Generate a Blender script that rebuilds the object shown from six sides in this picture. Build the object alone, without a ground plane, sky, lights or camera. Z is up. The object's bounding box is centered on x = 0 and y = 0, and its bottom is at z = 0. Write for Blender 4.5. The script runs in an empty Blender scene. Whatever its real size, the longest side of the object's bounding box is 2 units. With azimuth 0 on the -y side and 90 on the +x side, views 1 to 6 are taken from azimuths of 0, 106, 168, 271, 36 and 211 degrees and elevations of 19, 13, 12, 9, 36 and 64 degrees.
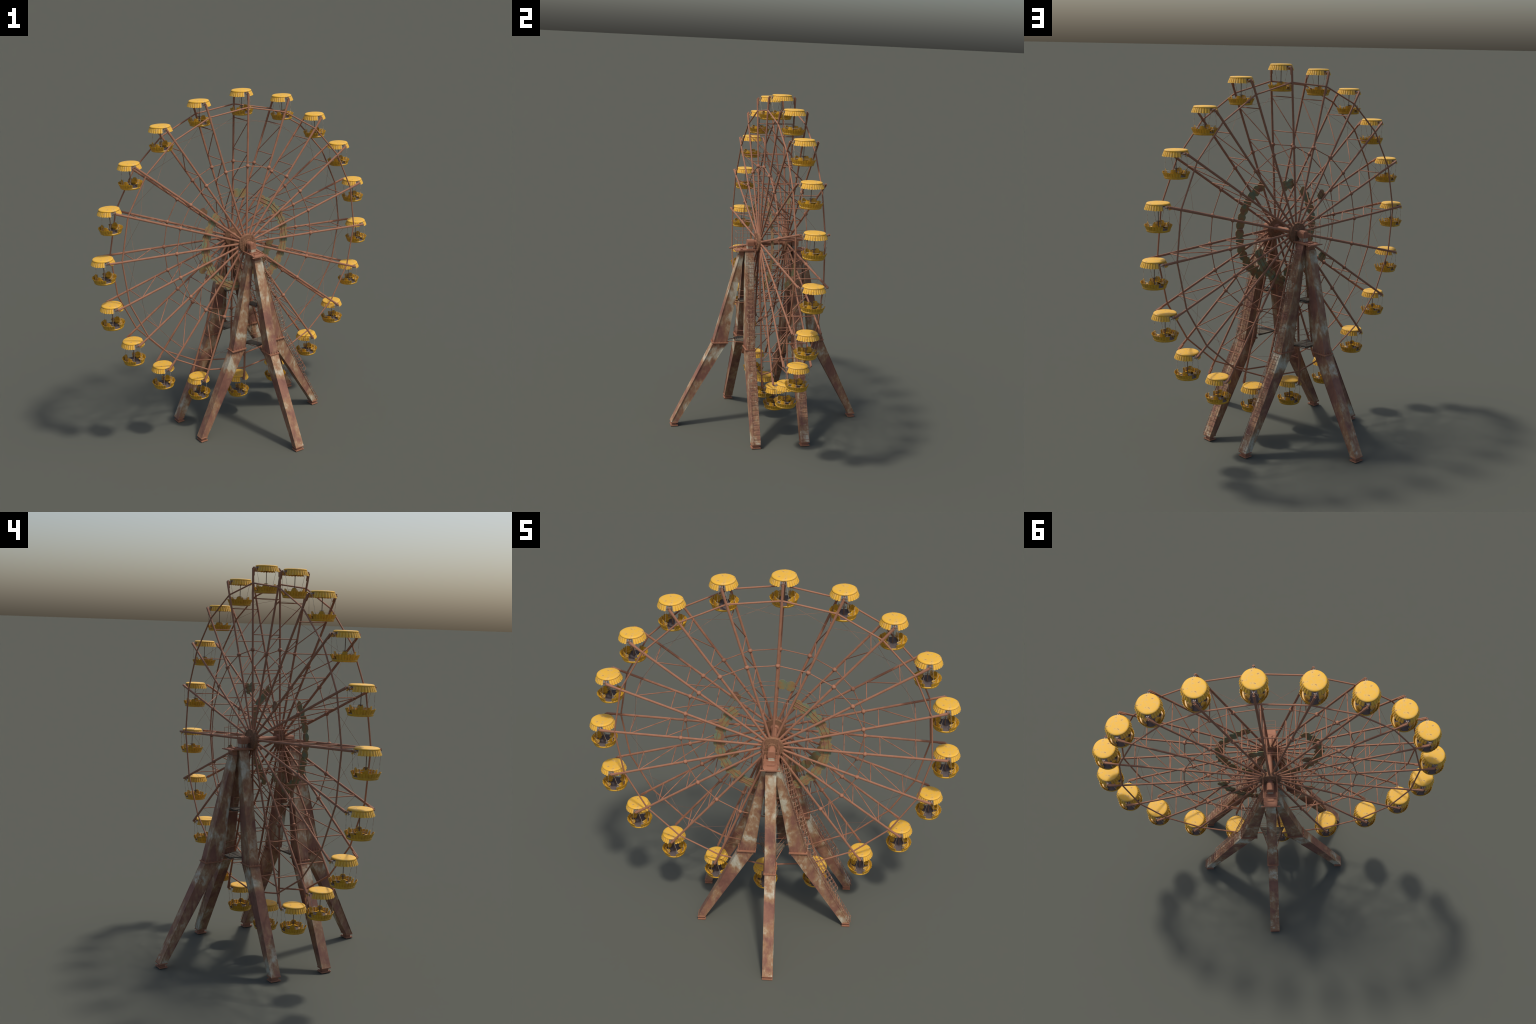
"""Weathered ferris wheel: two spoked rims on a common axle, twenty hanging
tub cabins with pleated canopies, six cranked box-girder legs with ladders,
safety cages, work platforms and two rings of decorative light panels.

Local frame of the build: x = u (across the wheel), y = -w (along the axle,
front side is w > 0), z up.  The root empty turns the whole into place."""
import bpy, bmesh, math, random
from math import sin, cos, pi, radians, hypot, atan2
from mathutils import Vector, Matrix

random.seed(11)
AZIMUTH = radians(31.03)
HUB_Z = 1.1268
N = 20
SPOKE_PHASE = 86.3
# the quarter wheel is repeated four times with slightly uneven steps
UNEVEN = [0.05, -0.40, -0.18, 0.15, 0.38]
R_CABIN, R_TIP, R_RIM, R_BALL = 0.8605, 0.8575, 0.7832, 0.4535
R_RUNG = [0.7072, 0.5280, 0.3505, 0.172]
W_HUB, W_TIP = 0.0808, 0.0788
R_SPOKE0 = 0.046


def spoke_angle(i):
    return radians(SPOKE_PHASE - 18.0 * i + UNEVEN[i % 5])


def spoke_w(r):
    return W_HUB + (W_TIP - W_HUB) * (r - R_SPOKE0) / (R_TIP - R_SPOKE0)


def P(u, w, z):
    return Vector((u, -w, z))


def on_spoke(i, r, side):
    a = spoke_angle(i)
    return P(r * cos(a), side * spoke_w(r), HUB_Z + r * sin(a))


# ---------------------------------------------------------------- mesh builder
class Build:
    def __init__(self):
        self.v, self.f, self.m = [], [], []
        self.mat = 0

    def add(self, verts, faces):
        o = len(self.v)
        self.v += [Vector(p) for p in verts]
        for f in faces:
            self.f.append([o + k for k in f])
            self.m.append(self.mat)

    def tube(self, a, b, r, n=8, r2=None, flat=1.0, flat_axis=None, caps=True):
        """round bar from a to b; `flat` squeezes it along flat_axis"""
        a, b = Vector(a), Vector(b)
        d = (b - a).normalized()
        if flat_axis is None:
            flat_axis = Vector((0, 0, 1)) if abs(d.z) < 0.9 else Vector((1, 0, 0))
        e = (flat_axis - d * flat_axis.dot(d)).normalized()
        g = d.cross(e)
        r2 = r if r2 is None else r2
        vs = []
        for p, rr in ((a, r), (b, r2)):
            for k in range(n):
                t = 2 * pi * (k + 0.5) / n
                vs.append(p + e * (rr * flat * cos(t)) + g * (rr * sin(t)))
        fs = [[k, (k + 1) % n, n + (k + 1) % n, n + k] for k in range(n)]
        if caps:
            fs += [list(range(n))[::-1], list(range(n, 2 * n))]
        self.add(vs, fs)

    def path(self, pts, r, n=6, closed=False):
        """round bar swept along a polyline"""
        pts = [Vector(p) for p in pts]
        m = len(pts)
        rings = []
        up = None
        for k in range(m):
            if closed:
                d = pts[(k + 1) % m] - pts[k - 1]
            else:
                d = pts[min(k + 1, m - 1)] - pts[max(k - 1, 0)]
            d.normalize()
            if up is None:
                up = Vector((0, 0, 1)) if abs(d.z) < 0.9 else Vector((1, 0, 0))
            e = (up - d * up.dot(d)).normalized()
            up = e
            g = d.cross(e)
            rings.append([pts[k] + e * (r * cos(2 * pi * j / n)) + g * (r * sin(2 * pi * j / n)) for j in range(n)])
        vs = [p for ring in rings for p in ring]
        fs = []
        for k in range(m if closed else m - 1):
            k2 = (k + 1) % m
            for j in range(n):
                j2 = (j + 1) % n
                fs.append([k * n + j, k * n + j2, k2 * n + j2, k2 * n + j])
        if not closed:
            fs += [list(range(n))[::-1], list(range((m - 1) * n, m * n))]
        self.add(vs, fs)

    def hexa(self, c8):
        """box from eight corners: four at the bottom, four at the top"""
        self.add(c8, [[3, 2, 1, 0], [4, 5, 6, 7], [0, 1, 5, 4], [1, 2, 6, 5], [2, 3, 7, 6], [3, 0, 4, 7]])

    def box(self, u0, u1, w0, w1, z0, z1):
        y0, y1 = -w1, -w0
        self.hexa([(u0, y0, z0), (u1, y0, z0), (u1, y1, z0), (u0, y1, z0),
                   (u0, y0, z1), (u1, y0, z1), (u1, y1, z1), (u0, y1, z1)])

    def prism(self, outline, p0, ex, ey, thick):
        """extrude a flat outline (list of 2D points) by the vector thick"""
        p0, ex, ey, thick = Vector(p0), Vector(ex), Vector(ey), Vector(thick)
        a = [p0 + ex * x + ey * y for x, y in outline]
        b = [p + thick for p in a]
        n = len(a)
        if ex.cross(ey).dot(thick) < 0:
            a, b = b, a
        self.add(a + b, [list(range(n))[::-1], list(range(n, 2 * n))] +
                 [[k, (k + 1) % n, n + (k + 1) % n, n + k] for k in range(n)])

    def lathe(self, prof, n=48, centre=(0, 0, 0)):
        """turn (radius, z) points about the z axis"""
        c = Vector(centre)
        idx, vs, fs = [], [], []
        for r, z in prof:
            if r < 1e-6:
                idx.append([len(vs)])
                vs.append(c + Vector((0, 0, z)))
            else:
                idx.append(list(range(len(vs), len(vs) + n)))
                vs += [c + Vector((r * cos(2 * pi * k / n), r * sin(2 * pi * k / n), z)) for k in range(n)]
        for a, b in zip(idx, idx[1:]):
            for k in range(n):
                k2 = (k + 1) % n
                if len(a) == 1:
                    fs.append([a[0], b[k2], b[k]][::-1])
                elif len(b) == 1:
                    fs.append([a[k], a[k2], b[0]])
                else:
                    fs.append([a[k], a[k2], b[k2], b[k]])
        self.add(vs, fs)

    def ball(self, c, r, seg=14, rings=8):
        self.lathe([(0 if k in (0, rings) else r * sin(pi * k / rings), -r * cos(pi * k / rings))
                    for k in range(rings + 1)], seg, c)

    def mesh(self, name, mats, smooth=35):
        me = bpy.data.meshes.new(name)
        me.from_pydata([tuple(p) for p in self.v], [], self.f)
        for m in (mats if isinstance(mats, (list, tuple)) else [mats]):
            me.materials.append(m)
        me.polygons.foreach_set("material_index", self.m)
        bm = bmesh.new()
        bm.from_mesh(me)
        bmesh.ops.recalc_face_normals(bm, faces=bm.faces)
        bm.to_mesh(me)
        bm.free()
        if smooth:
            me.polygons.foreach_set("use_smooth", [True] * len(me.polygons))
            me.set_sharp_from_angle(angle=radians(smooth))
        me.update()
        return me


def place(name, me, parent, loc=(0, 0, 0), rot=(0, 0, 0)):
    ob = bpy.data.objects.new(name, me)
    bpy.context.scene.collection.objects.link(ob)
    ob.parent = parent
    ob.location = loc
    ob.rotation_euler = rot
    return ob


# ------------------------------------------------------------------- materials
def new_mat(name, rough=0.75, metal=0.0):
    m = bpy.data.materials.new(name)
    m.use_nodes = True
    nt = m.node_tree
    b = nt.nodes["Principled BSDF"]
    b.inputs["Roughness"].default_value = rough
    b.inputs["Metallic"].default_value = metal
    return m, nt, b


def node(nt, kind, **kw):
    n = nt.nodes.new(kind)
    for k, v in kw.items():
        if k in n.inputs:
            n.inputs[k].default_value = v
        else:
            setattr(n, k, v)
    return n


def noise(nt, vec, scale, detail=5.0, rough=0.6, distort=0.0):
    n = node(nt, "ShaderNodeTexNoise")
    n.inputs["Scale"].default_value = scale
    n.inputs["Detail"].default_value = detail
    n.inputs["Roughness"].default_value = rough
    n.inputs["Distortion"].default_value = distort
    nt.links.new(vec, n.inputs["Vector"])
    return n.outputs["Fac"]


def ramp(nt, fac, stops):
    r = node(nt, "ShaderNodeValToRGB")
    el = r.color_ramp.elements
    while len(el) < len(stops):
        el.new(0.5)
    for e, (p, c) in zip(el, stops):
        e.position = p
        e.color = (c[0], c[1], c[2], 1) if isinstance(c, (tuple, list)) else (c, c, c, 1)
    nt.links.new(fac, r.inputs["Fac"])
    return r.outputs["Color"]


def mix(nt, fac, a, b, mode='MIX'):
    n = node(nt, "ShaderNodeMix", data_type='RGBA', blend_type=mode)
    for sock, val in ((n.inputs[0], fac), (n.inputs[6], a), (n.inputs[7], b)):
        if hasattr(val, "is_output") or isinstance(val, bpy.types.NodeSocket):
            nt.links.new(val, sock)
        elif isinstance(val, (tuple, list)):
            sock.default_value = (*val, 1)
        else:
            sock.default_value = val
    return n.outputs[2]


def coords(nt, stretch=(1, 1, 1), shift=(0, 0, 0)):
    tc = node(nt, "ShaderNodeTexCoord")
    mp = node(nt, "ShaderNodeMapping")
    mp.inputs["Scale"].default_value = stretch
    mp.inputs["Location"].default_value = shift
    nt.links.new(tc.outputs["Object"], mp.inputs["Vector"])
    return mp.outputs["Vector"]


def bump(nt, b, fac, strength, dist):
    n = node(nt, "ShaderNodeBump")
    n.inputs["Strength"].default_value = strength
    n.inputs["Distance"].default_value = dist
    nt.links.new(fac, n.inputs["Height"])
    nt.links.new(n.outputs["Normal"], b.inputs["Normal"])


def mat_pipe():
    """evenly rusted red-brown tube"""
    m, nt, b = new_mat("rusted_pipe", 0.8)
    v = coords(nt)
    c = ramp(nt, noise(nt, v, 30, 5, 0.65), [(0.3, (0.285, 0.124, 0.068)), (0.7, (0.335, 0.150, 0.086))])
    fine = ramp(nt, noise(nt, v, 140, 4), [(0.60, 0.0), (0.78, 0.6)])
    c = mix(nt, fine, c, (0.30, 0.165, 0.070))
    nt.links.new(c, b.inputs["Base Color"])
    bump(nt, b, noise(nt, v, 260, 4), 0.15, 0.0008)
    return m


def mat_leg():
    """box girder: rust, ochre run-off and remains of pale grey-green paint"""
    m, nt, b = new_mat("peeling_paint_on_rust", 0.75)
    v = coords(nt, (1, 1, 0.62), (0.37, 0.11, 0.05))
    vf = coords(nt, (1, 1, 0.6))
    # stretches of the girder where the old paint has held on
    sep = node(nt, "ShaderNodeSeparateXYZ")
    nt.links.new(coords(nt), sep.inputs[0])
    wob = node(nt, "ShaderNodeMath", operation='MULTIPLY_ADD')
    nt.links.new(noise(nt, vf, 9, 3), wob.inputs[0])
    wob.inputs[1].default_value = 0.16
    nt.links.new(sep.outputs[2], wob.inputs[2])
    held = ramp(nt, wob.outputs[0], [(0.00, 0.35), (0.12, 0.75), (0.20, 0.30), (0.34, 0.40), (0.45, 0.05), (0.505, 0.95),
                                     (0.575, 0.60), (0.615, 0.15), (0.68, 0.55), (0.74, 0.85), (0.80, 0.25), (0.87, 0.35), (0.94, 0.85), (0.985, 0.62)])
    big0 = noise(nt, v, 13.0, 7.0, 0.62, 0.25)
    big = node(nt, "ShaderNodeMath", operation='MULTIPLY_ADD')
    nt.links.new(held, big.inputs[0])
    big.inputs[1].default_value = 0.20
    nt.links.new(big0, big.inputs[2])
    big = big.outputs[0]
    rust = ramp(nt, noise(nt, vf, 20, 6, 0.65), [(0.30, (0.165, 0.070, 0.050)), (0.50, (0.225, 0.099, 0.067)), (0.70, (0.275, 0.128, 0.080))])
    stain = ramp(nt, big, [(0.50, 0.0), (0.66, 0.85)])
    ochre = ramp(nt, noise(nt, vf, 48, 5), [(0.33, (0.29, 0.140, 0.065)), (0.50, (0.36, 0.215, 0.105)), (0.68, (0.46, 0.34, 0.205))])
    paint = ramp(nt, big, [(0.645, 0.0), (0.76, 0.88)])
    pale = ramp(nt, noise(nt, vf, 55, 6), [(0.30, (0.38, 0.345, 0.235)), (0.50, (0.50, 0.48, 0.37)), (0.66, (0.57, 0.57, 0.47))])
    c = mix(nt, stain, rust, ochre)
    c = mix(nt, paint, c, pale)
    nt.links.new(c, b.inputs["Base Color"])
    bump(nt, b, noise(nt, vf, 180, 5), 0.25, 0.001)
    return m


def mat_yellow(name, base, pale, rough, spot_scale, shift):
    """sun-bleached yellow sheet metal with small rust chips"""
    m, nt, b = new_mat(name, rough)
    v = coords(nt, (1, 1, 1), shift)
    wash = ramp(nt, noise(nt, v, 62, 4, 0.6), [(0.47, 0.0), (0.66, 0.65)])
    c = mix(nt, wash, base, pale)
    chip = ramp(nt, noise(nt, v, spot_scale, 3, 0.55), [(0.664, 0.0), (0.69, 0.9)])
    c = mix(nt, chip, c, (0.24, 0.115, 0.055))
    nt.links.new(c, b.inputs["Base Color"])
    return m


def mat_panel():
    """old light panels: ochre, verdigris and rust blotches"""
    m, nt, b = new_mat("verdigris_panel", 0.8)
    v = coords(nt)
    c = ramp(nt, noise(nt, v, 26, 4, 0.6), [(0.34, (0.145, 0.20, 0.125)), (0.44, (0.205, 0.195, 0.095)),
                                            (0.53, (0.28, 0.175, 0.062)), (0.64, (0.24, 0.115, 0.070))])
    nt.links.new(c, b.inputs["Base Color"])
    return m


def mat_wood():
    m, nt, b = new_mat("grey_planks", 0.9)
    v = coords(nt, (1, 6, 1))
    c = ramp(nt, noise(nt, v, 40, 5), [(0.3, (0.082, 0.068, 0.047)), (0.7, (0.160, 0.136, 0.098))])
    nt.links.new(c, b.inputs["Base Color"])
    return m


def mat_wire(name, split):
    """thin fittings: rust with bare and galvanised stretches"""
    m, nt, b = new_mat(name, 0.6)
    v = coords(nt)
    c = ramp(nt, noise(nt, v, 55, 4, 0.6), [(split - 0.1, (0.25, 0.115, 0.068)), (split, (0.36, 0.22, 0.13)), (split + 0.1, (0.54, 0.47, 0.36))])
    nt.links.new(c, b.inputs["Base Color"])
    return m


def mat_plain(name, col, rough=0.7, var=0.15, scale=60):
    m, nt, b = new_mat(name, rough)
    v = coords(nt)
    lo = tuple(x * (1 - var) for x in col)
    hi = tuple(x * (1 + var) for x in col)
    nt.links.new(ramp(nt, noise(nt, v, scale, 4), [(0.3, lo), (0.7, hi)]), b.inputs["Base Color"])
    return m


PIPE = mat_pipe()
LEG = mat_leg()
ROOF = mat_yellow("yellow_canopy", (0.74, 0.41, 0.031), (0.62, 0.395, 0.135), 0.65, 68, (0, 0, 0))
TUB = mat_yellow("yellow_tub", (0.63, 0.350, 0.022), (0.43, 0.215, 0.018), 0.42, 80, (3, 1, 2))
HUB = mat_plain("rough_rust_plate", (0.225, 0.112, 0.058), 0.85, 0.28, 90)
STONE = mat_plain("bare_pale_primer", (0.46, 0.41, 0.30), 0.75, 0.2, 90)
PANEL = mat_panel()
WOOD = mat_wood()
WIRE = mat_wire("worn_wire", 0.61)
HANGER = mat_wire("galvanised_wire", 0.42)
FLOOR = mat_plain("dark_floor", (0.104, 0.083, 0.080), 0.8)
STEEL = mat_plain("dark_steel", (0.17, 0.105, 0.065), 0.6)
LINER = mat_plain("pale_liner", (0.34, 0.31, 0.31), 0.5)

# ------------------------------------------------------------------------ root
root = bpy.data.objects.new("ferris_wheel", None)
bpy.context.scene.collection.objects.link(root)
root.rotation_euler = (0, 0, AZIMUTH)
root["label"] = "rusty abandoned ferris wheel with yellow canopied cabins"
root["category"] = "ferris wheel"
CENTRE = Vector((0, 0, HUB_Z))


# ------------------------------------------------------------------- the wheel
def spoke_mesh(side):
    """one flattened tube along +x with its bearing plate at the tip"""
    b = Build()
    wdir = Vector((0, 1, 0))

    def q(r, dw=0.0, dz=0.0):
        return Vector((r, -side * (spoke_w(r) + dw), dz))
    b.tube(q(R_SPOKE0), q(R_TIP), 0.0062, 10, flat=0.80, flat_axis=wdir)
    # tip plate on the inner face of the tube
    b.prism([(0.820, -0.0030), (0.826, -0.0044), (0.860, -0.0044), (0.865, -0.0028),
             (0.865, 0.0028), (0.860, 0.0044), (0.826, 0.0044), (0.820, 0.0030)],
            (0, -side * (W_TIP - 0.0076), 0), (1, 0, 0), (0, 0, 1), (0, -side * 0.0035, 0))
    return b.mesh("spoke", PIPE)


spoke_me = {s: spoke_mesh(s) for s in (1, -1)}
bb = Build()
bb.ball((0, 0, 0), 0.0116)
ball_me = bb.mesh("joint_ball", PIPE, 60)


def bar_mesh(length, r, n=8):
    b = Build()
    b.tube((0, 0, 0), (length, 0, 0), r, n)
    return b.mesh("bar", PIPE)


BARS = {}


def bar(name, a, b, r, parent, n=8):
    """named straight bar between two points, sharing meshes of equal size"""
    a, b = Vector(a), Vector(b)
    d = b - a
    key = (name, round(d.length, 4), r)
    if key not in BARS:
        BARS[key] = bar_mesh(d.length, r, n)
        BARS[key].name = name
    ob = place(name, BARS[key], parent, a)
    ob.rotation_euler = d.to_track_quat('X', 'Z').to_euler()
    return ob


for i in range(N):
    a = spoke_angle(i)
    for side in (1, -1):
        sp = place("spoke", spoke_me[side], root, CENTRE, (0, -a, 0))
        place("joint_ball", ball_me, sp, (R_BALL, -side * spoke_w(R_BALL), 0))
        j = (i + 1) % N
        bar("rim_bar", on_spoke(i, R_RIM, side), on_spoke(j, R_RIM, side), 0.0041, root)
        bar("ring_bar", on_spoke(i, R_BALL, side), on_spoke(j, R_BALL, side), 0.0025, root)
    for k, r in enumerate(R_RUNG):
        bar("cross_brace", on_spoke(i, r, 1), on_spoke(i, r, -1), 0.0026, root)
        if k + 1 < len(R_RUNG):
            bar("diagonal_brace", on_spoke(i, r - 0.0025, 1), on_spoke(i, R_RUNG[k + 1] + 0.0015, -1), 0.0025, root)

# crossed guy wires between neighbouring spokes
b = Build()
for i in range(N):
    j = (i + 1) % N
    for s in (1, -1):
        b.tube(on_spoke(i, R_RUNG[0], s), on_spoke(j, R_RUNG[0], -s), 0.00055, 5)
ob = place("guy_wires", b.mesh("guy_wires", PIPE), root)
ob["kind"] = "stuff"

# hub discs with bolts, axle, bearing stubs
axis_rot = (radians(90), 0, 0)


def hub_mesh():
    b = Build()
    b.lathe([(0.014, -0.016), (0.052, -0.016), (0.0555, -0.013), (0.0555, 0.010), (0.0545, 0.0115), (0.026, 0.0115),
             (0.024, 0.015), (0.014, 0.015)], 56)
    for k in range(20):
        t = 2 * pi * k / 20 + 0.05
        b.tube((0.0475 * cos(t), 0.0475 * sin(t), 0.011), (0.0475 * cos(t), 0.0475 * sin(t), 0.0140), 0.0020, 6)
    for k in range(10):
        t = 2 * pi * k / 10
        b.tube((0.029 * cos(t), 0.029 * sin(t), 0.010), (0.029 * cos(t), 0.029 * sin(t), 0.014), 0.0022, 6)
    return b.mesh("hub_disc", HUB)


hub_me = hub_mesh()
place("hub_disc", hub_me, root, P(0, 0.086, HUB_Z), (radians(90), 0, 0))
place("hub_disc", hub_me, root, P(0, -0.086, HUB_Z), (radians(-90), 0, 0))
b = Build()
b.tube(P(0, -0.150, HUB_Z), P(0, 0.150, HUB_Z), 0.0142, 28)
for s in (1, -1):
    b.tube(P(0, s * 0.060, HUB_Z), P(0, s * 0.078, HUB_Z), 0.019, 28, 0.03)
place("axle", b.mesh("axle", PIPE), root)

# ------------------------------------------------- rings of decorative panels
R_RAIL = (0.2565, 0.2785)


def ring_pt(i, r, w):
    a = spoke_angle(i)
    return P(r * cos(a), w, HUB_Z + r * sin(a))


for side in (1, -1):
    for r in R_RAIL:
        b = Build()
        b.path([ring_pt(i, r, side * 0.0725) for i in range(N)], 0.0013, 6, closed=True)
        place("ring_rail", b.mesh("ring_rail", PIPE, 0), root)

HEX = [(-0.0208, -0.0175), (-0.0060, -0.0275), (0.0075, -0.0268), (0.0208, -0.0185),
       (0.0208, 0.0185), (0.0065, 0.0275), (-0.0075, 0.0268), (-0.0208, 0.0175)]
FRONT = list(range(2, 17)) + list(range(21, 35))
BACK = [0, 1, 11, 12, 13, 14, 15, 16, 17, 25, 34]
for side, ks in ((1, FRONT), (-1, BACK)):
    for k in ks:
        i, h = divmod(k, 2)
        a0, a1 = spoke_angle(i % N), spoke_angle((i + 1) % N)
        while a1 > a0:
            a1 -= 2 * pi
        p0, p1 = ring_pt(i % N, 0.2675, 0), ring_pt((i + 1) % N, 0.2675, 0)
        c = p0.lerp(p1, 0.25 + 0.5 * h)
        am = (a0 + a1) / 2
        tang = Vector((sin(am), 0, -cos(am)))
        rad = Vector((cos(am), 0, sin(am)))
        b = Build()
        s = random.uniform(0.96, 1.04)
        jit = [(x, y * s + random.uniform(-0.0012, 0.0012)) for x, y in HEX]
        c = c + P(0, side * 0.0685, 0)
        b.prism(jit, c, tang, rad, P(0, side * 0.0026, 0))
        place("light_panel", b.mesh("light_panel", PANEL, 0), root)

# ------------------------------------------------------------------- the cabins
GAP = radians(15)          # half width of the openings that face along the axle


def pleats(b, r_top, z_top, r_bot, z_bot, count, bulge, thick, ragged=0.0, seed=1):
    """frustum of curved slats with openings at both axle sides"""
    rnd = random.Random(seed)
    span = pi - 2 * GAP
    for half in (0, 1):
        start = -pi / 2 + GAP + half * pi
        for k in range(count):
            t0 = start + span * k / count
            t1 = start + span * (k + 1) / count
            dz = rnd.uniform(-ragged, ragged)
            n, m = 8, 4
            out, inn = [], []
            for lay, off in ((out, 0.0), (inn, -thick)):
                for q in range(m + 1):
                    s = q / m
                    for p in range(n + 1):
                        x = p / n
                        t = t0 + (t1 - t0) * x
                        prof = max(0.0, 1 - (2 * x - 1) ** 2) ** 0.6
                        r = r_top + (r_bot - r_top) * s + off
                        r += bulge * (prof - 0.5) * (0.55 + 0.45 * s)
                        z = z_top + (z_bot - z_top) * s
                        if q == m:
                            z += dz + (z_bot - z_top) * 0.09 * (prof - 0.6)
                        lay.append((r * cos(t), r * sin(t), z))
            w = n + 1
            nv = len(out)
            fs = []
            for q in range(m):
                for p in range(n):
                    a, c, d, e = q * w + p, q * w + p + 1, (q + 1) * w + p + 1, (q + 1) * w + p
                    fs.append([a, c, d, e])
                    fs.append([nv + e, nv + d, nv + c, nv + a])
            for p in range(n):
                fs.append([p + 1, p, nv + p, nv + p + 1])
                a = m * w + p
                fs.append([a, a + 1, nv + a + 1, nv + a])
            for q in range(m):
                a, e = q * w, (q + 1) * w
                fs.append([a, e, nv + e, nv + a])
                a, e = q * w + n, (q + 1) * w + n
                fs.append([e, a, nv + a, nv + e])
            b.add(out + inn, fs)


Z_TOP = 0.0128             # canopy rim above the spoke tip


def cabin_parts():
    parts = []
    zt = Z_TOP
    # canopy lid: shallow dome with a rolled edge, hollow below
    b = Build()
    b.lathe([(0, zt + 0.0020), (0.020, zt + 0.0019), (0.038, zt + 0.0015), (0.048, zt + 0.0010), (0.0530, zt + 0.0001),
             (0.0560, zt - 0.0020), (0.0568, zt - 0.0046), (0.0562, zt - 0.0074), (0.0545, zt - 0.0088),
             (0.0520, zt - 0.0078), (0.045, zt - 0.0045), (0, zt - 0.0025)], 64)
    parts.append(("canopy", b.mesh("canopy", ROOF, 50)))
    b = Build()
    pleats(b, 0.0566, zt - 0.0080, 0.0648, zt - 0.0302, 12, 0.0046, 0.0010, 0.0006, 4)
    parts.append(("canopy_skirt", b.mesh("canopy_skirt", ROOF, 40)))
    # cross axle hung between the two spoke tips, with end fittings
    b = Build()
    b.tube(P(0, -W_TIP, 0), P(0, W_TIP, 0), 0.0028, 10)
    b.box(-0.006, 0.006, -0.052, 0.052, -0.001, zt - 0.004)
    for s in (1, -1):
        b.path([P(-0.0136, s * 0.0650, -0.0075), P(0, s * 0.0715, 0.001), P(0.0136, s * 0.0650, -0.0075)], 0.0011, 6)
        b.tube(P(-0.0136, s * 0.0650, -0.0075), P(0.0136, s * 0.0650, -0.0075), 0.0010, 6)
    parts.append(("cabin_axle", b.mesh("cabin_axle", STEEL)))
    # four hanger rods
    b = Build()
    for s in (1, -1):
        for q in (1, -1):
            b.tube(P(q * 0.0136, s * 0.0650, -0.0075), P(q * 0.030, s * 0.0500, zt - 0.126), 0.0008, 6)
    parts.append(("hanger_rods", b.mesh("hanger_rods", HANGER)))
    # centre pole with the hand wheel that turned the tub
    b = Build()
    b.tube((0, 0, 0), (0, 0, zt - 0.090), 0.0019, 10)
    b.tube((0, 0, zt - 0.090), (0, 0, zt - 0.127), 0.0030, 10)
    b.path([(0.010 * cos(2 * pi * k / 20), 0.010 * sin(2 * pi * k / 20), zt - 0.0895) for k in range(20)], 0.0009, 5, closed=True)
    b.tube((-0.010, 0, zt - 0.0895), (0.010, 0, zt - 0.0895), 0.0007, 5)
    b.tube((0, -0.010, zt - 0.0895), (0, 0.010, zt - 0.0895), 0.0007, 5)
    parts.append(("centre_pole", b.mesh("centre_pole", STEEL)))
    # pale struts that frame both openings below the lid
    b = Build()
    for s in (1, -1):
        for q in (1, -1):
            b.box(q * 0.0125 - 0.0016, q * 0.0125 + 0.0016, *sorted((s * 0.0535, s * 0.0550)), -0.0190, zt - 0.0065)
            b.box(q * 0.0045 - 0.0012, q * 0.0045 + 0.0012, *sorted((s * 0.0545, s * 0.0660)), -0.0020, 0.0020)
    parts.append(("canopy_strut", b.mesh("canopy_strut", LINER, 0)))
    # curved bench boards along the tub wall behind the seats
    b = Build()
    for half in (0, 1):
        arc = [radians(-66 + 132 * k / 14) + half * pi for k in range(15)]
        out2 = [(0.0560 * cos(t), 0.0560 * sin(t)) for t in arc] + [(0.0470 * cos(t), 0.0470 * sin(t)) for t in reversed(arc)]
        b.prism(out2, (0, 0, zt - 0.1250), (1, 0, 0), (0, 1, 0), (0, 0, 0.0025))
    parts.append(("bench_board", b.mesh("bench_board", TUB, 0)))
    # dark floor
    b = Build()
    b.lathe([(0, zt - 0.1265), (0.0545, zt - 0.1265), (0.0545, zt - 0.130), (0, zt - 0.130)], 40)
    parts.append(("floor", b.mesh("floor", FLOOR)))
    # guard rails behind the seats
    b = Build()
    for half in (0, 1):
        for z, r in ((zt - 0.0985, 0.0500), (zt - 0.112, 0.0490)):
            pts = []
            for k in range(13):
                t = radians(-68 + 136 * k / 12) + half * pi
                pts.append((r * cos(t), r * sin(t), z))
            b.path(pts, 0.0007, 5)
        for k in (0, 4, 8, 12):
            t = radians(-68 + 136 * k / 12) + half * pi
            b.tube((0.0495 * cos(t), 0.0495 * sin(t), zt - 0.0985), (0.0485 * cos(t), 0.0485 * sin(t), zt - 0.126), 0.0007, 5)
    parts.append(("seat_rail", b.mesh("seat_rail", HANGER)))
    return parts


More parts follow.
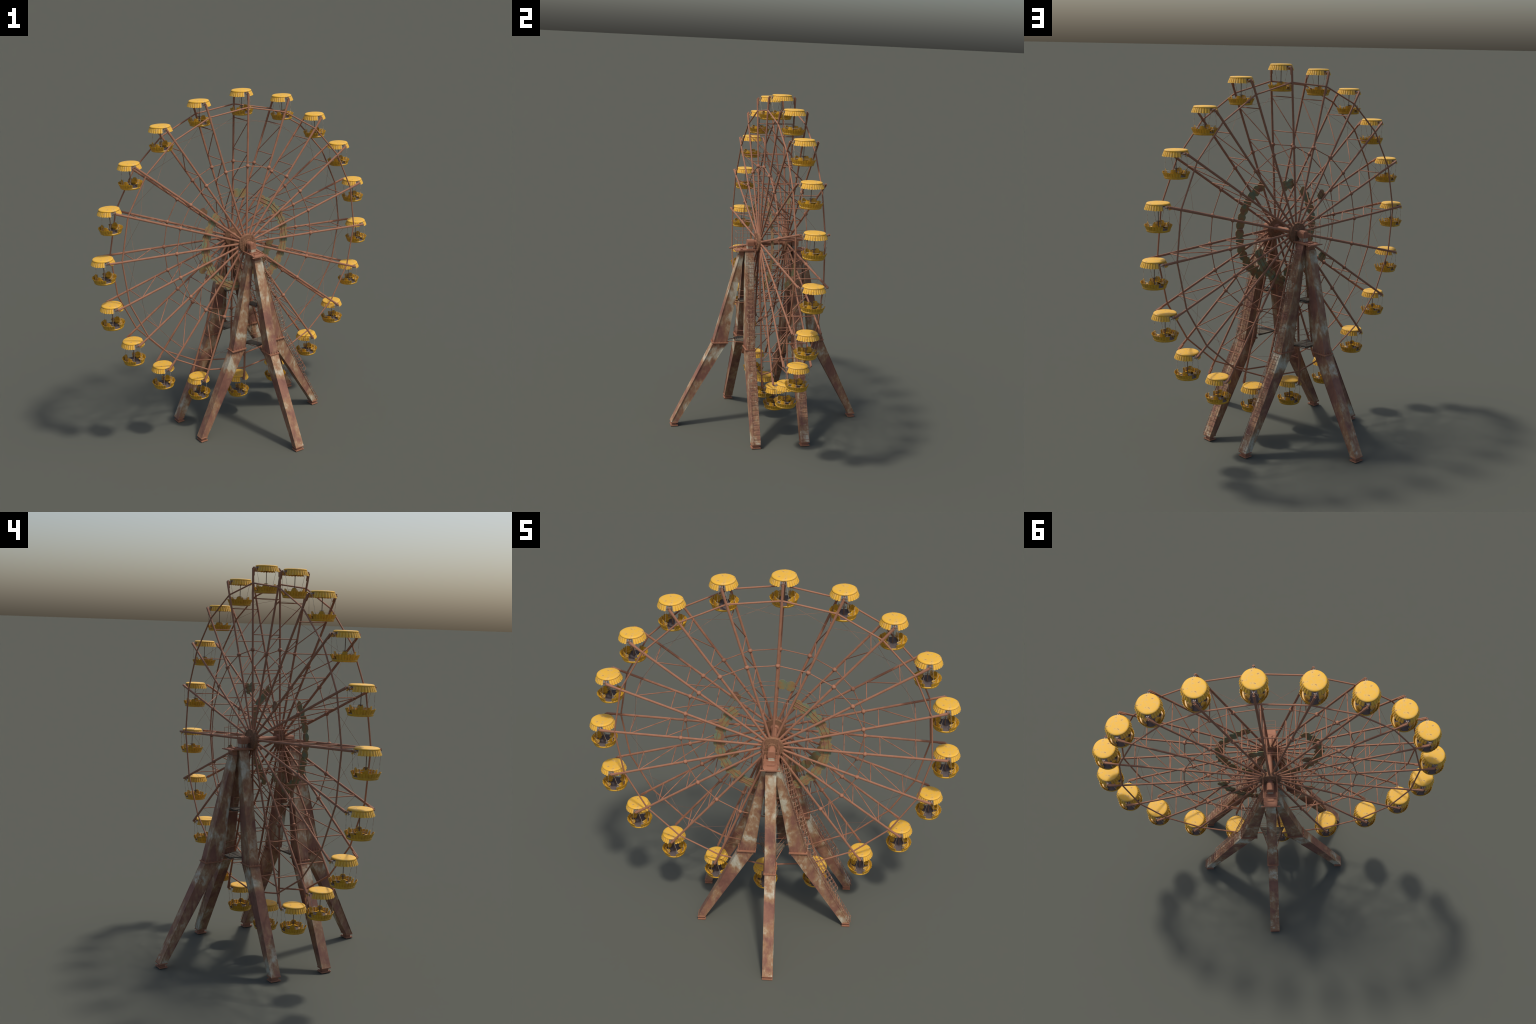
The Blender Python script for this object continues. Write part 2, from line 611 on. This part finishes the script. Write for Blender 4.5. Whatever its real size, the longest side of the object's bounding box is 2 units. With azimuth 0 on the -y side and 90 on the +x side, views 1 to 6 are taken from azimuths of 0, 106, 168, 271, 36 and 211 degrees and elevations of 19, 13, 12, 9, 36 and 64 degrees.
def seat_mesh():
    """bucket seat: curved tall back with rounded top, pan and apron"""
    b = Build()
    zt = Z_TOP
    # back: bent sheet, seat faces -x (the pole)
    n = 8
    rows = [(-0.119, 0.0160), (-0.106, 0.0150), (-0.099, 0.0125), (-0.0940, 0.0100), (-0.0920, 0.0072)]
    out, inn = [], []
    for lay, off in ((out, 0.0), (inn, -0.0018)):
        for z, hw in rows:
            for k in range(n + 1):
                y = hw * (2 * k / n - 1)
                x = 0.0490 - 20.0 * y * y + off
                lay.append((x + (z + 0.118) * 0.10, y, zt + z))
    w, nv, fs = n + 1, len(out), []
    for q in range(len(rows) - 1):
        for k in range(n):
            a = q * w + k
            fs.append([a, a + 1, a + w + 1, a + w])
            fs.append([nv + a + w, nv + a + w + 1, nv + a + 1, nv + a])
        for k in (0, n):
            a = q * w + k
            fs.append([a, a + w, nv + a + w, nv + a] if k == 0 else [a + w, a, nv + a, nv + a + w])
    for k in range(n):
        a = (len(rows) - 1) * w + k
        fs.append([a, a + 1, nv + a + 1, nv + a])
        fs.append([k + 1, k, nv + k, nv + k + 1])
    b.add(out + inn, fs)
    # pan with a rounded front
    b.prism([(0.0475, -0.0105), (0.0475, 0.0105), (0.040, 0.0145), (0.033, 0.0120), (0.0275, 0.0055),
             (0.0275, -0.0055), (0.033, -0.0120), (0.040, -0.0145)], (0, 0, zt - 0.1160), (1, 0, 0), (0, 1, 0), (0, 0, 0.0022))
    b.prism([(0.0455, -0.007), (0.0455, 0.007), (0.032, 0.007), (0.032, -0.007)], (0, 0, zt - 0.1265), (1, 0, 0), (0, 1, 0),
            (0, 0, 0.0106))
    return b.mesh("seat", TUB, 40)


def tub_mesh():
    b = Build()
    zt = Z_TOP
    pleats(b, 0.0560, zt - 0.1290, 0.0655, zt - 0.1060, 12, 0.0042, 0.0011, 0.0012, 6)
    b.lathe([(0, zt - 0.1378), (0.050, zt - 0.1378), (0.0555, zt - 0.1366), (0.0575, zt - 0.1335), (0.0580, zt - 0.1292),
             (0.0565, zt - 0.1272), (0.0535, zt - 0.1275), (0.0530, zt - 0.1305), (0, zt - 0.1310)], 60)
    return b.mesh("cabin", TUB, 40)


tub_me = tub_mesh()
seat_me = seat_mesh()
sub_parts = cabin_parts()
for i in range(N):
    a = spoke_angle(i)
    cab = place("cabin", tub_me, root, P(R_CABIN * cos(a), 0, HUB_Z + R_CABIN * sin(a)))
    for name, me in sub_parts:
        place(name, me, cab)
    for t in (35, 145, 215, 325):
        place("seat", seat_me, cab, (0, 0, 0), (0, 0, radians(t)))

# --------------------------------------------------------------------- the legs
# profile of the cranked box girder: (z, outer, inner) with `outer` measured
# from the plane of its own top; the axle-side leg sits 0.165 further out
KNEE, SOLE = 0.517, 0.0240
OUT = {SOLE: 0.4150, KNEE: 0.1745, 1.0530: 0.0370}
INN = {SOLE: 0.3805, KNEE: 0.0945, 1.0530: 0.0165}
HALF = 0.0262


def lerp_profile(tab, z):
    ks = sorted(tab)
    k0, k1 = (ks[0], ks[1]) if z <= ks[1] else (ks[1], ks[2])
    return tab[k0] + (tab[k1] - tab[k0]) * (z - k0) / (k1 - k0)


def leg_mesh(tf, z_top):
    """tf maps (distance out, sideways, z) to the local frame"""
    b = Build()

    def seg(z0, z1, o_off0, i_off0, h, o_off1=None, i_off1=None):
        cs = []
        for z in (z0, z1):
            o, i = lerp_profile(OUT, z) + o_off0, lerp_profile(INN, z) + i_off0
            cs += [tf(i, -h, z), tf(o, -h, z), tf(o, h, z), tf(i, h, z)]
        b.hexa(cs)

    def plate(z0, z1, which, t, h):
        tab = OUT if which > 0 else INN
        cs = []
        for z in (z0, z1):
            c = lerp_profile(tab, z)
            lo, hi = (c, c + t) if which > 0 else (c - t, c)
            cs += [tf(lo, -h, z), tf(hi, -h, z), tf(hi, h, z), tf(lo, h, z)]
        b.hexa(cs)
    for z0, z1 in ((SOLE, KNEE), (KNEE, z_top)):
        seg(z0, z1, -0.0004, 0.0004, HALF - 0.0022)      # webs
        plate(z0, z1, 1, 0.0030, HALF)                     # outer flange plate
        plate(z0, z1, -1, 0.0030, HALF)                    # inner flange plate
    return b


def flange_mesh(tf):
    """knee collar with triangular stiffeners above and below"""
    b = Build()
    o, i = OUT[KNEE] + 0.003, INN[KNEE] - 0.003
    e = 0.0052
    z0, z1 = KNEE - 0.0035, KNEE + 0.0035
    b.hexa([tf(i - e, -HALF - e, z0), tf(o + e, -HALF - e, z0), tf(o + e, HALF + e, z0), tf(i - e, HALF + e, z0),
            tf(i - e, -HALF - e, z1), tf(o + e, -HALF - e, z1), tf(o + e, HALF + e, z1), tf(i - e, HALF + e, z1)])

    def fin(d0, s0, dd, ds, zdir):
        # small triangle standing on the collar against the web
        th = 0.0008
        px, py = (-ds, dd)
        h = 0.022 * zdir
        zc = z1 if zdir > 0 else z0
        tri = []
        for q in (-th, th):
            tri += [tf(d0 + px * q, s0 + py * q, zc), tf(d0 + dd * (e - 0.001) + px * q, s0 + ds * (e - 0.001) + py * q, zc),
                    tf(d0 + px * q, s0 + py * q, zc + h)]
        b.add(tri, [[0, 1, 2], [5, 4, 3], [0, 3, 4, 1], [1, 4, 5, 2], [2, 5, 3, 0]])
    for zdir in (1, -1):
        for s in (-1, 1):
            for k in range(5):
                d = i + (o - i) * (k + 0.5) / 5
                fin(d, s * (HALF - 0.0022), 0, s, zdir)
        for k in range(3):
            sd = HALF * (-0.6 + 0.6 * k)
            fin(lerp_profile(OUT, KNEE) + 0.003, sd, 1, 0, zdir)
            fin(lerp_profile(INN, KNEE) - 0.003, sd, -1, 0, zdir)
    return b


def foot_mesh(tf):
    b = Build()
    o, i = OUT[SOLE] + 0.003, INN[SOLE] - 0.003
    c = (o + i) / 2

    def slab(hw, hs, z0, z1, dx=0.0):
        b.hexa([tf(c + dx - hw, -hs, z0), tf(c + dx + hw, -hs, z0), tf(c + dx + hw, hs, z0), tf(c + dx - hw, hs, z0),
                tf(c + dx - hw, -hs, z1), tf(c + dx + hw, -hs, z1), tf(c + dx + hw, hs, z1), tf(c + dx - hw, hs, z1)])
    slab((o - i) / 2 + 0.001, HALF + 0.001, SOLE - 0.0045, SOLE + 0.0005)
    slab((o - i) / 2 - 0.008, HALF - 0.008, 0.004, SOLE - 0.004)
    slab((o - i) / 2 + 0.001, HALF + 0.001, 0.0, 0.0050)
    for s in (-1, 1):
        for q in (-1, 1):
            b.tube(tf(c + q * 0.019, s * 0.021, 0.004), tf(c + q * 0.019, s * 0.021, 0.0085), 0.0022, 6)
    return b


for side in (1, -1):
    def tf_axle(d, s, z, side=side):
        return P(s, side * (d + 0.165), z)

    def tf_right(d, s, z, side=side):
        return P(d, side * (0.1465 + s), z)

    def tf_left(d, s, z, side=side):
        return P(-d, side * (0.1465 + s), z)
    for tf, zt in ((tf_axle, 1.0530), (tf_right, 1.0800), (tf_left, 1.0800)):
        bld = leg_mesh(tf, zt)
        leg = place("support_leg", bld.mesh("support_leg", LEG, 0), root)
        place("knee_collar", flange_mesh(tf).mesh("knee_collar", PIPE, 0), leg)
        place("foot_plate", foot_mesh(tf).mesh("foot_plate", PIPE, 0), leg)

    # bearing block on top of the side legs
    b = Build()
    roofed = [(-0.0190, -0.0185), (0.0190, -0.0185), (0.0190, 0.004), (0.0165, 0.0125), (0.0095, 0.0180), (-0.0095, 0.0180), (-0.0165, 0.0125), (-0.0190, 0.004)]
    b.prism(roofed, P(0, side * 0.1160, HUB_Z), (1, 0, 0), (0, 0, 1), P(0, side * 0.040, 0))
    b.prism([(x * 0.74, y * 0.74) for x, y in roofed], P(0, side * 0.099, HUB_Z), (1, 0, 0), (0, 0, 1), P(0, side * 0.018, 0))
    b.box(-0.022, 0.022, *sorted((side * 0.112, side * 0.160)), 1.0855, 1.0900)
    ped = Build()
    ped.box(-0.0150, 0.0150, *sorted((side * 0.119, side * 0.1545)), 1.0900, HUB_Z - 0.0180)
    place("bearing_pedestal", ped.mesh("bearing_pedestal", STONE, 0), root)
    for q in (1, -1):
        for w in (0.122, 0.134, 0.146):
            b.prism([(0.0, 0.0), (0.008, 0.0), (0.0, 0.018)], P(q * 0.0140, side * w, 1.0910), (q, 0, 0), (0, 0, 1), P(0, side * 0.0016, 0))
    place("bearing_block", b.mesh("bearing_block", PIPE, 0), root)

    # maintenance platform with toe boards and a raised hatch
    b = Build()
    b.prism([(-0.036, 0.096), (0.036, 0.096), (0.038, 0.205), (0.030, 0.226), (-0.030, 0.226), (-0.038, 0.205)],
            (0, 0, 1.0805), (1, 0, 0), (0, -side, 0), (0, 0, 0.0048))
    b.box(-0.038, -0.034, *sorted((side * 0.10, side * 0.205)), 1.0853, 1.0888)
    b.box(0.034, 0.038, *sorted((side * 0.10, side * 0.205)), 1.0853, 1.0888)
    b.box(-0.050, 0.050, *sorted((side * 0.222, side * 0.2275)), 1.0785, 1.0835)
    b.box(-0.017, 0.017, *sorted((side * 0.184, side * 0.196)), 1.0853, 1.0920)
    b.tube(P(0, side * 0.215, 1.081), P(0, side * 0.215, 1.062), 0.0018, 6)
    # narrow head on the axle-side leg that carries the platform
    b.box(-0.0190, 0.0190, *sorted((side * 0.176, side * 0.199)), 1.048, 1.0800)
    plat = place("service_platform", b.mesh("service_platform", PIPE, 0), root)
    b = Build()
    posts = [(-0.036, 0.104), (-0.036, 0.148), (-0.036, 0.190), (-0.036, 0.223), (0.036, 0.223), (0.036, 0.190), (0.036, 0.104)]
    for u, w in posts:
        b.tube(P(u, side * w, 1.083), P(u, side * w, 1.191), 0.0010, 5)
    for z in (1.1475, 1.191):
        pts = [(-0.036, 0.104), (-0.036, 0.223), (0.036, 0.223), (0.036, 0.104)]
        for p, q in zip(pts, pts[1:]):
            b.tube(P(p[0], side * p[1], z), P(q[0], side * q[1], z), 0.0010, 5)
    place("guard_rail", b.mesh("guard_rail", PIPE), plat)

    # plank platforms between the legs, with wire rails and carrying bars
    for z, a0, a1, w0, w1 in ((0.535, 0.0705, 0.028, 0.117, 0.209), (0.778, 0.040, 0.024, 0.121, 0.192)):
        b = Build()
        rows = 7
        for k in range(rows):
            f0, f1 = k / rows, (k + 1) / rows - 0.012
            wa, wb = w0 + (w1 - w0) * f0, w0 + (w1 - w0) * f1
            ha, hb = a0 + (a1 - a0) * f0, a0 + (a1 - a0) * f1
            dz = random.uniform(-0.0006, 0.0006)
            b.prism([(-ha, wa), (ha, wa), (hb, wb), (-hb, wb)], (0, 0, z - 0.006 + dz), (1, 0, 0), (0, -side, 0), (0, 0, 0.006))
        b.box(-a0 * 0.9, a0 * 0.9, *sorted((side * (w0 + 0.012), side * (w0 + 0.018))), z - 0.013, z - 0.0062)
        b.box(-a1, a1, *sorted((side * (w1 - 0.014), side * (w1 - 0.008))), z - 0.013, z - 0.0062)
        pl = place("plank_platform", b.mesh("plank_platform", WOOD, 0), root)
        b = Build()
        for q in (1, -1):
            b.tube(P(q * a0, side * w0, z), P(q * a0, side * w0, z + 0.062), 0.0009, 5)
            b.tube(P(q * a1, side * w1, z), P(q * a1, side * w1, z + 0.062), 0.0009, 5)
            for h in (0.031, 0.062):
                b.tube(P(q * a0, side * w0, z + h), P(q * a1, side * w1, z + h), 0.0009, 5)
            b.tube(P(q * a0 * 0.8, side * (w0 + 0.02), z - 0.010), P(q * 0.018, side * lerp_profile(INN, z) + side * 0.165, z - 0.012), 0.0022, 6)
        for h in (0.031, 0.062):
            b.tube(P(-a0, side * w0, z + h), P(a0, side * w0, z + h), 0.0009, 5)
        place("platform_rail", b.mesh("platform_rail", PIPE), pl)

    # ladder with safety cages up the outer face of the right-hand leg
    def face(z, off, s):
        """point `off` away from the outer face of the right leg"""
        lower = z <= KNEE
        za, zb = (SOLE, KNEE) if lower else (KNEE, 1.053)
        d = Vector((OUT[zb] - OUT[za], zb - za)).normalized()
        nrm = Vector((d.y, -d.x))
        o = lerp_profile(OUT, z) + 0.003
        return P(o + nrm.x * off, side * (0.1465 + s), z + nrm.y * off)
    b = Build()
    LW = 0.0215
    for s in (-LW, LW):
        b.path([face(SOLE + 0.002, 0.0110, s), face(KNEE - 0.012, 0.0110, s)], 0.0013, 6)
        b.path([face(KNEE + 0.012, 0.0110, s), face(1.072, 0.0110, s)], 0.0013, 6)
    z = SOLE + 0.012
    k = 0
    while z < 1.07:
        if abs(z - KNEE) > 0.012:
            b.tube(face(z, 0.0110, -LW), face(z, 0.0110, LW), 0.0014, 6)
            if k % 3 == 0:
                for s in (-LW, LW):
                    b.tube(face(z, -0.001, s), face(z, 0.0110, s), 0.0011, 5)
        z += 0.0255
        k += 1
    place("ladder", b.mesh("ladder", WIRE), root)
    for z0, z1 in ((0.245, 0.505), (0.545, 1.045)):
        b = Build()
        n = 12
        count = max(2, round((z1 - z0) / 0.0245))

        def hoop(z, t):
            return face(z, 0.0115 + 0.0300 * (sin(t) ** 0.65 if sin(t) > 0 else 0), LW * cos(t) * 1.06)
        for k in range(count + 1):
            z = z0 + (z1 - z0) * k / count
            b.path([hoop(z, pi * q / n) for q in range(n + 1)], 0.0011, 5)
        for t in (0.18 * pi, 0.36 * pi, 0.5 * pi, 0.64 * pi, 0.82 * pi):
            b.tube(hoop(z0, t), hoop(z1, t), 0.0009, 5)
        place("safety_cage", b.mesh("safety_cage", WIRE), root)
